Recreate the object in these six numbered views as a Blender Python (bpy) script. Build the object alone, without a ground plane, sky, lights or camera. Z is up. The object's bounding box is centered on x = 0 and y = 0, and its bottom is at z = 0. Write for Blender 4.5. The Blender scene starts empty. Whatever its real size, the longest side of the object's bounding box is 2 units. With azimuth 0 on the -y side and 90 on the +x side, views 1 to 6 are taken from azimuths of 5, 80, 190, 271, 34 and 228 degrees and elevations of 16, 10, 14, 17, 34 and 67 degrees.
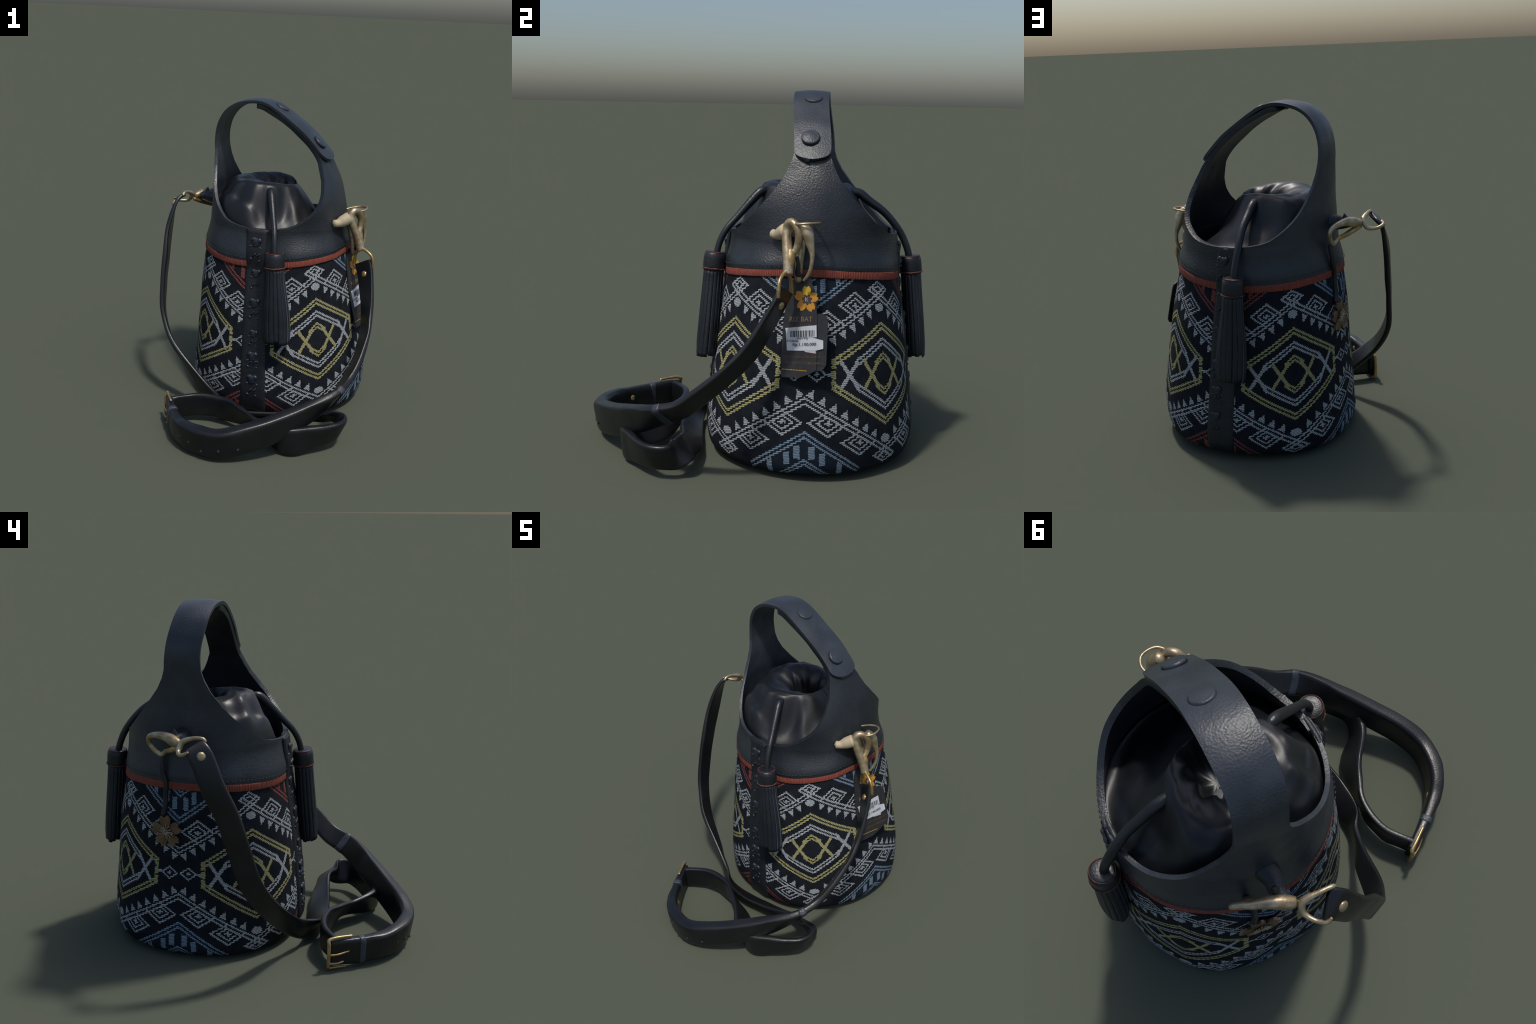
import bpy, bmesh, math, random
from mathutils import Vector, Matrix
random.seed(7)
D2R = math.pi/180
PSI = -15*D2R                      # the bag is turned 15 degrees on the ground
CX, CY = .08, .285
LX = Vector((math.cos(PSI), math.sin(PSI), 0)); LY = Vector((-math.sin(PSI), math.cos(PSI), 0))
def W(X, Y, Z): return Vector((CX, CY, 0)) + LX*X + LY*Y + Vector((0, 0, Z))

# ------------------------------------------------------------------ helpers
def interp(x, tab):
    if x <= tab[0][0]: return tab[0][1]
    for (a, b), (c, d) in zip(tab[:-1], tab[1:]):
        if x <= c: return b+(d-b)*(x-a)/(c-a)
    return tab[-1][1]
def cr(p0, p1, p2, p3, t):
    return 0.5*((2*p1)+(p2-p0)*t+(2*p0-5*p1+4*p2-p3)*t*t+(3*p1-p0-3*p2+p3)*t*t*t)
def spline(rows, n, closed=False):
    """Catmull-Rom through rows of numbers, n steps per span."""
    m = len(rows); out = []
    g = (lambda i: rows[i % m]) if closed else (lambda i: rows[max(0, min(m-1, i))])
    for i in range(m if closed else m-1):
        for k in range(n):
            t = k/n
            out.append([cr(a, b, c, d, t) for a, b, c, d in zip(g(i-1), g(i), g(i+1), g(i+2))])
    if not closed: out.append(list(rows[-1]))
    return out
def smooth(e0, e1, x):
    t = max(0, min(1, (x-e0)/(e1-e0))); return t*t*(3-2*t)
def hsh(i, j=0): 
    v = math.sin(i*127.1+j*311.7)*43758.5453; return v-math.floor(v)
def vnoise(x, y):
    i, j = math.floor(x), math.floor(y); fx, fy = x-i, y-j
    fx = fx*fx*(3-2*fx); fy = fy*fy*(3-2*fy)
    return (hsh(i, j)*(1-fx)+hsh(i+1, j)*fx)*(1-fy)+(hsh(i, j+1)*(1-fx)+hsh(i+1, j+1)*fx)*fy-.5

COL = bpy.context.scene.collection
def add(name, mesh, parent, mat=None, smooth_shade=True):
    ob = bpy.data.objects.new(name, mesh); COL.objects.link(ob)
    if parent: ob.parent = parent
    if mat: mesh.materials.append(mat)
    if smooth_shade: mesh.polygons.foreach_set('use_smooth', [True]*len(mesh.polygons))
    return ob
def mesh_of(name, verts, faces):
    me = bpy.data.meshes.new(name); me.from_pydata([tuple(v) for v in verts], [], faces); me.update(); return me
def apply(ob):
    dg = bpy.context.evaluated_depsgraph_get(); dg.update()
    me = bpy.data.meshes.new_from_object(ob.evaluated_get(dg)); ob.modifiers.clear(); ob.data = me
def fix_normals(me):
    bm = bmesh.new(); bm.from_mesh(me); bmesh.ops.recalc_face_normals(bm, faces=bm.faces); bm.to_mesh(me); bm.free()
def grid_faces(nr, nc, wrap=False):
    f = []
    for r in range(nr-1):
        for c in range(nc if wrap else nc-1):
            d = (c+1) % nc
            f.append((r*nc+c, r*nc+d, (r+1)*nc+d, (r+1)*nc+c))
    return f
def frames(P):
    T = []
    for i in range(len(P)):
        a = P[max(0, i-1)]; b = P[min(len(P)-1, i+1)]; T.append((b-a).normalized())
    up = Vector((0, 0, 1)) if abs(T[0].z) < .9 else Vector((1, 0, 0))
    n = (up-T[0]*up.dot(T[0])).normalized(); N = [n]
    for t in T[1:]:
        n = (n-t*n.dot(t)).normalized(); N.append(n)
    return T, N
def tube(name, pts, rad, parent, mat, seg=12, steps=8, closed=False, flat=1.0):
    rows = [list(p)+[rad if not isinstance(rad, (list, tuple)) else rad[i]] for i, p in enumerate(pts)]
    S = spline(rows, steps, closed)
    P = [Vector(s[:3]) for s in S]; R = [s[3] for s in S]
    if closed:
        T = [(P[(i+1) % len(P)]-P[i-1]).normalized() for i in range(len(P))]
        ax = sum((P[i].cross(P[(i+1) % len(P)]) for i in range(len(P))), Vector()) 
        c = sum(P, Vector())/len(P); ax = sum(((P[i]-c).cross(P[(i+1) % len(P)]-c) for i in range(len(P))), Vector()).normalized()
        N = [ax]*len(P)
    else: T, N = frames(P)
    V = []; 
    for p, t, n, r in zip(P, T, N, R):
        b = t.cross(n)
        for k in range(seg):
            a = 2*math.pi*k/seg; V.append(p+n*(r*math.cos(a))+b*(r*flat*math.sin(a)))
    F = grid_faces(len(P), seg, True)
    if closed:
        o = (len(P)-1)*seg
        F += [(o+k, o+(k+1) % seg, (k+1) % seg, k) for k in range(seg)]
    else:
        # rounded ends
        for end, i0 in ((0, 0), (1, (len(P)-1)*seg)):
            p, t, r = (P[-1], T[-1], R[-1]) if end else (P[0], -T[0], R[0])
            V.append(p+t*r*.5); c = len(V)-1
            for k in range(seg): F.append((i0+k, i0+(k+1) % seg, c))
    me = mesh_of(name, V, F); fix_normals(me); return add(name, me, parent, mat)
def strap(name, ctrl, parent, mat, steps=10, wob=.0):
    """ctrl rows: x,y,z, normal hint nx,ny,nz, width, thickness"""
    S = spline(ctrl, steps); V = []; seg = 28
    P = [Vector(s[:3]) for s in S]; T, _ = frames(P)
    for i, s in enumerate(S):
        t = T[i]; n = Vector(s[3:6]); n = (n-t*n.dot(t)).normalized(); w = t.cross(n)
        hw, ht = s[6]/2, s[7]/2
        for k in range(seg):
            a = 2*math.pi*k/seg; ca, sa = math.cos(a), math.sin(a)
            x = math.copysign(abs(ca)**.35, ca)*hw; y = math.copysign(abs(sa)**.55, sa)*ht
            q = P[i]+w*x+n*y
            if wob: q += n*wob*vnoise(i*.13+3, k*.2)+w*wob*.6*vnoise(i*.11, 7)
            q.z = max(q.z, .002+.0015*hsh(i, k)); V.append(q)
    F = grid_faces(len(S), seg, True); F.append(tuple(range(seg))); o = (len(S)-1)*seg; F.append(tuple(o+k for k in range(seg)))
    me = mesh_of(name, V, F); fix_normals(me); ob = add(name, me, parent, mat); return ob, P, S, T
def lathe(name, prof, parent, mat, seg=24, M=Matrix()):
    V = []; 
    for r, z in prof:
        for k in range(seg): a = 2*math.pi*k/seg; V.append(M @ Vector((r*math.cos(a), r*math.sin(a), z)))
    F = grid_faces(len(prof), seg, True); F.append(tuple(range(seg))); o = (len(prof)-1)*seg; F.append(tuple(o+k for k in range(seg)))
    me = mesh_of(name, V, F); fix_normals(me); return add(name, me, parent, mat)
def axis_matrix(p, n, up=Vector((0, 0, 1))):
    n = Vector(n).normalized(); x = up.cross(n); x = x.normalized() if x.length > 1e-3 else Vector((1, 0, 0)); y = n.cross(x)
    M = Matrix((x, y, n)).transposed().to_4x4(); M.translation = p; return M

# ------------------------------------------------------------------ materials
class E:
    """tiny expression builder on Math nodes"""
    nt = None
    def __init__(s, sock): s.s = sock
    @staticmethod
    def op(o, *a, clamp=False):
        n = E.nt.nodes.new('ShaderNodeMath'); n.operation = o; n.use_clamp = clamp
        for i, v in enumerate(a):
            if isinstance(v, E): E.nt.links.new(v.s, n.inputs[i])
            else: n.inputs[i].default_value = v
        return E(n.outputs[0])
    def __add__(s, o): return E.op('ADD', s, o)
    __radd__ = __add__
    def __sub__(s, o): return E.op('SUBTRACT', s, o)
    def __rsub__(s, o): return E.op('SUBTRACT', o, s)
    def __mul__(s, o): return E.op('MULTIPLY', s, o)
    __rmul__ = __mul__
    def __truediv__(s, o): return E.op('DIVIDE', s, o)
    def __lt__(s, o): return E.op('LESS_THAN', s, o)
    def __gt__(s, o): return E.op('GREATER_THAN', s, o)
    def __and__(s, o): return E.op('MULTIPLY', s, o)
    def __or__(s, o): return E.op('MAXIMUM', s, o)
    def abs(s): return E.op('ABSOLUTE', s)
    def within(s, a, b):
        return E.op('COMPARE', s, (a+b)/2, (b-a)/2)
def new_mat(name, col=(.5, .5, .5), rough=.5, metal=0.0, spec=.5, coat=0.0):
    m = bpy.data.materials.new(name); m.use_nodes = True; b = m.node_tree.nodes['Principled BSDF']
    b.inputs['Base Color'].default_value = (*col, 1); b.inputs['Roughness'].default_value = rough
    b.inputs['Metallic'].default_value = metal; b.inputs['Specular IOR Level'].default_value = spec
    b.inputs['Coat Weight'].default_value = coat
    return m
def objco(nt):
    return nt.nodes.new('ShaderNodeTexCoord').outputs['Object']
def noise(nt, scale, detail=3, co=None, rough=.55):
    n = nt.nodes.new('ShaderNodeTexNoise'); n.inputs['Scale'].default_value = scale; n.inputs['Detail'].default_value = detail
    n.inputs['Roughness'].default_value = rough
    nt.links.new(co or objco(nt), n.inputs['Vector']); return n.outputs['Fac']
def ramp(nt, fac, stops):
    r = nt.nodes.new('ShaderNodeValToRGB'); e = r.color_ramp.elements
    while len(e) < len(stops): e.new(.5)
    for el, (p, c) in zip(e, stops): el.position = p; el.color = (*c, 1)
    nt.links.new(fac, r.inputs['Fac']); return r.outputs['Color']
def mixc(nt, fac, a, b):
    n = nt.nodes.new('ShaderNodeMix'); n.data_type = 'RGBA'
    for s, v in ((n.inputs['Factor'], fac), (n.inputs['A'], a), (n.inputs['B'], b)):
        if isinstance(v, tuple): s.default_value = (*v, 1)
        elif isinstance(v, float): s.default_value = v
        else: nt.links.new(v, s)
    return n.outputs['Result']
def bump(nt, h, strength, dist):
    b = nt.nodes.new('ShaderNodeBump'); b.inputs['Strength'].default_value = strength; b.inputs['Distance'].default_value = dist
    nt.links.new(h, b.inputs['Height']); nt.links.new(b.outputs['Normal'], nt.nodes['Principled BSDF'].inputs['Normal'])
def leather(name, c0, c1, rough, grain, gscale=90, spec=.5, rvar=.12):
    m = new_mat(name, c0, rough, 0, spec); nt = m.node_tree; p = nt.nodes['Principled BSDF']
    co = objco(nt)
    col = ramp(nt, noise(nt, 7, 4, co), [(.35, c0), (.7, c1)])
    nt.links.new(col, p.inputs['Base Color'])
    v = nt.nodes.new('ShaderNodeTexVoronoi'); v.inputs['Scale'].default_value = gscale; nt.links.new(co, v.inputs['Vector'])
    E.nt = nt; h = E(v.outputs['Distance'])*.7+E(noise(nt, gscale*.9, 3, co))*.8
    rr = E(noise(nt, 5, 3, co))*(2*rvar)+(rough-rvar); nt.links.new(rr.s, p.inputs['Roughness'])
    bump(nt, h.s, grain, .006); return m

M_LEATHER = leather('pebbled_leather', (.0125, .0155, .0205), (.020, .0245, .0305), .41, .25, 110)
M_LAP = leather('highlight_tinted_leather', (.024, .030, .039), (.038, .046, .058), .42, .20, 110)  # base colour lightened to blue-grey for the highlight along the handle top
M_STRAP = leather('strap_leather', (.0055, .006, .0075), (.010, .0105, .012), .36, .10, 120)
M_LINING = leather('lining_leather', (.0055, .0065, .009), (.010, .0115, .0145), .43, .05, 60, .5, .08)
M_CORD = leather('cord_leather', (.008, .0095, .013), (.014, .0165, .022), .40, .15, 110)
M_STRIP = leather('seam_leather', (.008, .0095, .0135), (.013, .0155, .021), .5, .25, 100)
M_KNOT = leather('lacing_leather', (.016, .021, .030), (.028, .036, .050), .38, .2, 120)
M_EDGE = leather('fringe_leather', (.007, .009, .0135), (.013, .0165, .024), .5, .25, 120)
M_EDGE_GLINT = leather('painted_edge_highlight', (.05, .066, .09), (.085, .11, .145), .6, .1, 120)  # pale blue painted on strand sides to draw their edge highlights
M_WEAR = leather('worn_keeper_leather', (.012, .014, .019), (.05, .062, .082), .45, .3, 130)

def metal(name, c0, c1, rough):
    m = new_mat(name, c0, rough, 1.0); nt = m.node_tree
    nt.links.new(ramp(nt, noise(nt, 16, 3), [(.38, c0), (.66, c1)]), nt.nodes['Principled BSDF'].inputs['Base Color'])
    nt.nodes['Principled BSDF'].inputs['Metallic'].default_value = .75
    bump(nt, noise(nt, 40, 3), .35, .006); return m
M_BRASS = metal('antique_brass', (.36, .27, .155), (.62, .52, .36), .42)
M_GOLD = metal('dull_gold', (.40, .26, .10), (.60, .44, .22), .38)
M_BRONZE = metal('bronze_charm', (.15, .10, .065), (.24, .165, .11), .42)
M_BRONZE2 = metal('bronze_filigree', (.36, .28, .2), (.45, .36, .28), .4)
M_FUR = new_mat('fuzzy_brass', (.52, .43, .29), .75, .25)

def band_material():
    m = new_mat('red_ribbon', (.3, .06, .035), .8, 0, .2); nt = m.node_tree; E.nt = nt
    s = nt.nodes.new('ShaderNodeSeparateXYZ'); nt.links.new(objco(nt), s.inputs[0])
    x, y, z = (E(o) for o in s.outputs)
    ph = E.op('ARCTAN2', y-.288, x-.06)
    st = E.op('SINE', ph*330.0); 
    n = E(noise(nt, 45, 3)); f = E.op('ADD', st*.18+.25, n*.6, clamp=True)
    nt.links.new(ramp(nt, f.s, [(.15, (.13, .032, .024)), (.55, (.245, .062, .043)), (.95, (.34, .10, .066))]), nt.nodes['Principled BSDF'].inputs['Base Color'])
    bump(nt, st.s, .5, .003); return m
M_BAND = band_material()

WARP_A, WARP_B = .026, .022
def warp(phi): return WARP_A*math.cos(phi)+WARP_B*math.cos(2*phi)
V0 = .524
def fabric_material():
    """Woven geometric cloth: four nested-hexagon medallions round the bag, zigzags with teeth and
    diamonds above and below, blue or red chevrons between; drawn row of thread by row of thread."""
    m = new_mat('woven_cloth', (.01, .01, .01), .85, 0, .15); nt = m.node_tree; E.nt = nt
    co = objco(nt); s = nt.nodes.new('ShaderNodeSeparateXYZ'); nt.links.new(co, s.inputs[0])
    x, y, z = (E(o) for o in s.outputs)
    xr = x-.11+z*.05; yr = y-.288
    ph = E.op('ARCTAN2', yr, xr)-PSI
    deg = ph*(180/math.pi)
    v = z-V0-E.op('COSINE', ph)*WARP_A-E.op('COSINE', ph*2)*WARP_B
    pitch, slant = .0088, .0020                       # thread pitch (m), rise of a stitch per degree
    wob = (E(noise(nt, 30, 2, co))-.5)*.004
    q = (v-deg*slant+wob)/pitch
    row = E.op('FLOOR', q); fr = q-row
    vq = (row+.5)*pitch+deg*slant
    jit = (E.op('FRACT', E.op('SINE', row*12.9898)*43758.5)-.5)*.5
    b = vq.abs()
    a = E.op('PINGPONG', deg-45+360+jit, 45.0)
    c = 45-a
    def dbl(e, lo, w, gap, w2): return e.within(lo, lo+w) | e.within(lo+w+gap, lo+w+gap+w2)
    # --- yellow
    h = b+a*.00616
    yel = dbl(h, .2275, .0155, .011, .0155) & (a < 31.7)
    yel = yel | (a.within(29.2, 31.7) & (b < .082) & (E.op('PINGPONG', b+.004, .014) > .0035))
    h2 = b+a*.0075
    yel = yel | (dbl(h2, .0755, .0145, .0095, .0145) & (a < 6.2))
    d = (a-8.3).abs()
    yel = yel | (((b-d*.0145).abs() < .0175) & (d < 5.0))
    # --- white
    h = b+a*.0063
    whi = dbl(h, .1495, .0145, .0115, .0145) & (a < 18.6)
    d = (a-21.9).abs()
    whi = whi | (((b-d*.0142).abs() < .0175) & (d < 5.4))
    d = (c-5.8).abs()/5.6+b/.040
    whi = whi | d.within(.72, 1.0) | (d < .3) | (c.within(11, 13.6) & (b < .008))
    zig = b-.117-c*.0059
    whi = whi | dbl(zig, 0, .0125, .015, .0125)
    zig2 = b-.3825-a*.0059
    whi = whi | (dbl(zig2, 0, .0125, .015, .0125) & (a < 7) & (b < .45))
    d = a/8.4+(b-.432).abs()/.047
    whi = whi | d.within(.74, 1.0) | d.within(.3, .52)
    for cc in (11.5, 28.3):
        cb = .117+.0059*cc+.0635                      # hung so that its upper edges lie on the zigzag
        da, db = (c-cc).abs(), (b-cb).abs()
        d = da/10.75+E.op('MAXIMUM', cb-b, 0.0)/.0635+E.op('MAXIMUM', b-cb, 0.0)/.074
        whi = whi | (d.within(.82, 1.0) | d.within(.44, .60) | ((da < 2.2) & (db < .005)) | ((da < .7) & (db < .014)))
    t = E.op('FRACT', (c+1.3)/5.7)
    nz = zig*-1
    whi = whi | ((nz > .0115) & (nz < (t*.076-.011)) & (t > .24) & (c < 40.5) & (c > .3))
    whi = whi | (E.op('ADD', a*a/10.5, (b-.342)*(b-.342)/.00055) < 1.0)
    # --- blue or red chevrons
    ch = b-.290-c*.0067
    chv = dbl(ch, 0, .0135, .014, .0135) & (c < 29)
    chv = chv | ((c-3.7).abs().within(-1, 1.6) & b.within(.37, .442)) | ((c-8.9).abs().within(-1, 1.5) & b.within(.405, .475))
    chv = chv | ((c-18.0).abs().within(-1, 1.4) & (ch > .046)) 
    ch2 = b-.440-c*.0067
    chv = chv | (dbl(ch2, 0, .013, .009, .013) & (c < 14))
    red = E.op('COSINE', ph*2) < 0.0
    # --- thread rows
    thread = fr.within(.13, .90)
    any_ = (yel | whi | chv) & thread
    n = E(noise(nt, 55, 3, co))
    var = n*.7+.62
    tint_n = noise(nt, 3.0, 2, co)
    ground = ramp(nt, noise(nt, 22, 4, co), [(.3, (.006, .008, .012)), (.7, (.013, .016, .022))])
    halo = ((ch > -.01) & (c < 16)) * (1-red) * .40
    ground = mixc(nt, halo.s, ground, (.012, .024, .045))
    white = mixc(nt, tint_n, (.40, .435, .465), (.475, .49, .49))
    cc_ = mixc(nt, red.s, (.225, .30, .385), (.25, .068, .056))
    col = mixc(nt, yel.s, white, (.43, .40, .18))
    col = mixc(nt, (chv*(1-(whi | yel))).s, col, cc_)
    hv = nt.nodes.new('ShaderNodeHueSaturation'); nt.links.new(col, hv.inputs['Color']); nt.links.new(var.s, hv.inputs['Value'])
    full = mixc(nt, (any_*.94).s, ground, hv.outputs['Color'])
    nt.links.new(full, nt.nodes['Principled BSDF'].inputs['Base Color'])
    hh = any_*1.0+n*.3
    bump(nt, hh.s, .5, .003); return m
M_FABRIC = fabric_material()
def flat(name, c, rough=.6, c2=None, spec=.3):
    m = new_mat(name, c, rough, 0, spec)
    if c2:
        nt = m.node_tree; nt.links.new(ramp(nt, noise(nt, 30, 3), [(.35, c), (.65, c2)]), nt.nodes['Principled BSDF'].inputs['Base Color'])
    return m
M_THREAD = flat('rust_thread', (.20, .062, .038), .8, (.05, .022, .02))
M_STITCH = flat('stitch_thread', (.03, .04, .055), .7, (.05, .065, .085))
M_CARD = flat('black_card', (.022, .023, .026), .45, (.032, .032, .034))
M_PAPER = flat('white_paper', (.50, .53, .57), .6, (.58, .60, .63))
M_INK = flat('ink', (.035, .036, .042), .6)
M_GILT = flat('gilt_print', (.20, .13, .065), .5, (.27, .18, .09))
M_DIM = flat('dim_print', (.10, .062, .035), .5, (.15, .09, .05))
M_PETAL = flat('yellow_print', (.55, .27, .03), .5, (.50, .20, .03))
M_PETAL2 = flat('lemon_print', (.60, .40, .02), .5, (.55, .33, .03))
M_DARK = flat('dark_print', (.06, .045, .05), .5)
M_SILVER = flat('silver_print', (.42, .38, .36), .5)
M_PINK = flat('pink_paper', (.55, .42, .47), .6)
M_HOLE = flat('punched_hole', (.035, .045, .06), .5)

# ------------------------------------------------------------------ the bag
BAG = bpy.data.objects.new('bucket_bag', None); COL.objects.link(BAG)
BAG['label'] = 'black leather bucket bag with woven geometric cloth and tassels'
BAG['category'] = 'handbag'

RZ = [(0, .50), (.006, .535), (.016, .562), (.035, .581), (.07, .593), (.13, .598), (.2, .595), (.3, .586), (.5, .565), (.75, .532), (1.0, .489), (1.2, .467), (1.4, .447), (1.8, .42)]
def R(z): return interp(z, RZ)
def ctr(z): return Vector((.11-.05*z, .288, 0))
SQ_POS = [(0, .010), (25, .018), (48, .014), (64, .006), (78, -.010), (90, -.022), (102, -.010), (116, 0), (132, .004), (150, 0), (168, -.013), (180, -.016)]
def squash(phi, z):
    """the wall is flattened at the laced seams and at the back, fuller on the snap side"""
    d = math.degrees(phi) % 360; neg = d > 180; d = 360-d if neg else d
    v = interp(d, SQ_POS)
    if neg and d > 105: v -= .006*smooth(105, 130, d)
    lo = .45+.55*smooth(.1, .45, z) if d < 70 else 1.0-smooth(.52, .80, z) if d > 140 else 1.0-.75*smooth(.95, 1.1, z)
    if not neg: v -= .009*smooth(25, 45, d)*(1-smooth(125, 145, d))*(1-smooth(.45, .75, z))/max(lo, .3)
    v *= lo
    if d > 120: v += .012*smooth(120, 150, d)*(1-smooth(.06, .2, z))
    if d < 60: v -= .010*(1-smooth(.1, .3, z))*(1-smooth(40, 60, d))
    if neg: v += .013*smooth(15, 30, d)*(1-smooth(55, 75, d))*smooth(.75, .95, z)
    return v
def onbody(phi, z, off=0.0):
    """point on the bag wall; phi is measured from the snap side"""
    r = R(z)+off+squash(phi, z); a = phi+PSI
    lift = (.012+.012*math.cos(phi-.5))*(1-smooth(0, .3, z))     # the base sits slightly tipped
    return ctr(z)+Vector((r*math.cos(a), r*math.sin(a), z+lift))
def body_bulge(phi, z):
    return .006*vnoise(phi*2.2+9, z*4)+.0025*vnoise(phi*7, z*11+5)
# cloth body
zs = [0.0, .003, .008, .016, .026, .04, .06, .09, .12, .15]+[.15+.03*i for i in range(1, 31)]
NPH = 160; V = []
for z in zs:
    for k in range(NPH):
        phi = 2*math.pi*k/NPH; V.append(onbody(phi, z, body_bulge(phi, z)*smooth(.0, .15, z)))
F = grid_faces(len(zs), NPH, True)
add('cloth_body', mesh_of('cloth_body', V, F), BAG, M_FABRIC)
# base panel
V = []; rows = [0, -.012, -.2, -.4]
for dr in rows:
    for k in range(NPH): V.append(onbody(2*math.pi*k/NPH, 0, dr))
F = grid_faces(len(rows), NPH, True)+[tuple((len(rows)-1)*NPH+k for k in range(NPH))]
me = mesh_of('base_panel', V, F); fix_normals(me); add('base_panel', me, BAG, M_STRIP)

# red ribbon round the top of the cloth
V = []; prof = [(.4815, 0), (.483, .005), (.487, .0065), (.517, .0065), (.522, .005), (.5235, 0)]; NB = 360
for vv, off in prof:
    for k in range(NB):
        phi = 2*math.pi*k/NB; j = .0022*vnoise(k*.9, vv*50) if off < .006 else 0
        V.append(onbody(phi, V0+vv+warp(phi)+j, off+.002+body_bulge(phi, 1.03)))
add('ribbon', mesh_of('ribbon', V, grid_faces(len(prof), NB, True)), BAG, M_BAND)

# collar panels that run up into the carrying handle
RIM0 = 1.229
WID = [(1.229, .735), (1.231, .66), (1.236, .60), (1.246, .53), (1.262, .475), (1.29, .425), (1.32, .378), (1.355, .332), (1.39, .292), (1.46, .222), (1.54, .156), (1.60, .123), (1.65, .107), (1.74, .101), (2.2, .096)]
ALONG_A = [(-.487, 1.229), (-.485, 1.25), (-.481, 1.30), (-.477, 1.39), (-.472, 1.46), (-.471, 1.54), (-.475, 1.62), (-.480, 1.70), (-.473, 1.782), (-.444, 1.858), (-.388, 1.931), (-.302, 1.982), (-.20, 2.0), (-.105, 1.984), (-.034, 1.952), (.054, 1.896), (.143, 1.828), (.218, 1.759), (.274, 1.696), (.315, 1.645)]
ALONG_B = [(.440, 1.229), (.433, 1.26), (.421, 1.31), (.402, 1.38), (.378, 1.45), (.348, 1.52), (.313, 1.59), (.283, 1.648), (.236, 1.710), (.177, 1.772), (.106, 1.831), (.024, 1.890), (-.058, 1.937), (-.13, 1.968), (-.195, 1.977)]
def panel(name, along, sgn, mat, lap):
    S = spline(along, 10)
    # arc length
    L = [0]
    for p, q in zip(S[:-1], S[1:]): L.append(L[-1]+math.hypot(q[0]-p[0], q[1]-p[1]))
    # refine the first rows, where the rim sweeps down to the seam
    fine = []
    first = [RIM0+.0005*(1.35**i) for i in range(14)]
    first = [f for f in first if f < S[3][1]]
    NC = 61; V = []; rows = 0; cs = []
    for j in range(NC):
        u = 2*j/(NC-1)-1; cs.append(math.copysign(1-(1-abs(u))**1.25, u))
    # lower wall from ribbon to rim
    for i in range(9):
        t = i/9
        for cc in cs:
            th = cc*math.pi/2*.998
            phi = th if sgn > 0 else math.pi-th
            zb = V0+.520+warp(phi); z = zb+(RIM0-zb)*t
            p = onbody(phi, z, .012*min(1, .55+2*t))
            # ease to the panel ellipse at the rim
            X0 = (ctr(RIM0).x-CX)*math.cos(PSI); xs = S[0][0]; rho = R(RIM0)+.002
            e = W(X0+(xs-X0)*math.cos(th), .003*math.cos(PSI)+rho*math.sin(th), z)
            V.append(p.lerp(e, smooth(0, 1, t)))
        rows += 1
    seq = []
    for z in first:
        i = 0
        while S[i+1][1] < z: i += 1
        f = (z-S[i][1])/(S[i+1][1]-S[i][1]); seq.append((S[i][0]+f*(S[i+1][0]-S[i][0]), z, L[i]+f*(L[i+1]-L[i])))
    seq += [(S[i][0], S[i][1], L[i]) for i in range(3, len(S))]
    tot = L[-1]
    apex = max(range(len(seq)), key=lambda i: seq[i][1])
    for i, (X, Z, l) in enumerate(seq):
        a = seq[max(0, i-1)]; b = seq[min(len(seq)-1, i+1)]
        tx, tz = b[0]-a[0], b[1]-a[1]; n = math.hypot(tx, tz) or 1; tx /= n; tz /= n
        nx, nz = (tz, -tx) if sgn < 0 else (-tz, tx)        # inward
        f = smooth(1.36, 1.62, Z) if l < tot*.9 or lap else 1
        if Z < 1.7 and l > tot*.6: f = 1
        hx, hz = (1 if sgn < 0 else -1), 0
        nx, nz = hx+(nx-hx)*f, hz+(nz-hz)*f
        w = interp(Z, WID) if l < (.75 if sgn < 0 else .6) else .099
        end = tot-l; rr = .075 if sgn < 0 else .03
        if sgn > 0: w += (.094-w)*smooth(.40, .52, l)
        if end < rr: w *= max(.02, (1-((rr-end)/rr)**2.6))**.5
        X0 = (ctr(min(Z, 1.4)).x-CX)*math.cos(PSI)
        rho = R(RIM0)+.002; rx = abs(X-X0)
        rb = .24+.14*(1-smooth(-.3, .0, X)); rx = rx+(rb-rx)*smooth(1.45, 1.72, Z) if l < .8 else rb
        if sgn > 0: rx = abs(X-X0)*(1-.22*smooth(1.23, 1.4, Z))+(.24-abs(X-X0)*.78)*smooth(1.5, 1.72, Z) if l < .42 else .24
        Yc = -.004-.026*smooth(1.7, 1.98, Z)
        wrinkle = .004*vnoise(l*9+(3 if sgn > 0 else 8), 2)*smooth(1.5, 1.7, Z)
        for cc in cs:
            th = cc*w/rho; off = rx*(1-math.cos(th))+wrinkle+.002*vnoise(l*14, cc*2.5+sgn*4)
            lat = rho*math.sin(th)
            V.append(W(X+nx*off+(.04+.05*smooth(-.2, .2, X))*lat*smooth(1.38, 1.65, Z), Yc*f+lat, Z+nz*off))
        rows += 1
    me = mesh_of(name, V, grid_faces(rows, NC)); fix_normals(me)
    # outward orientation
    ob = add(name, me, BAG, mat)
    p = me.polygons[NC*4+NC//2]; out = LX*sgn
    if p.normal.dot(out) < 0: me.flip_normals()
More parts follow.
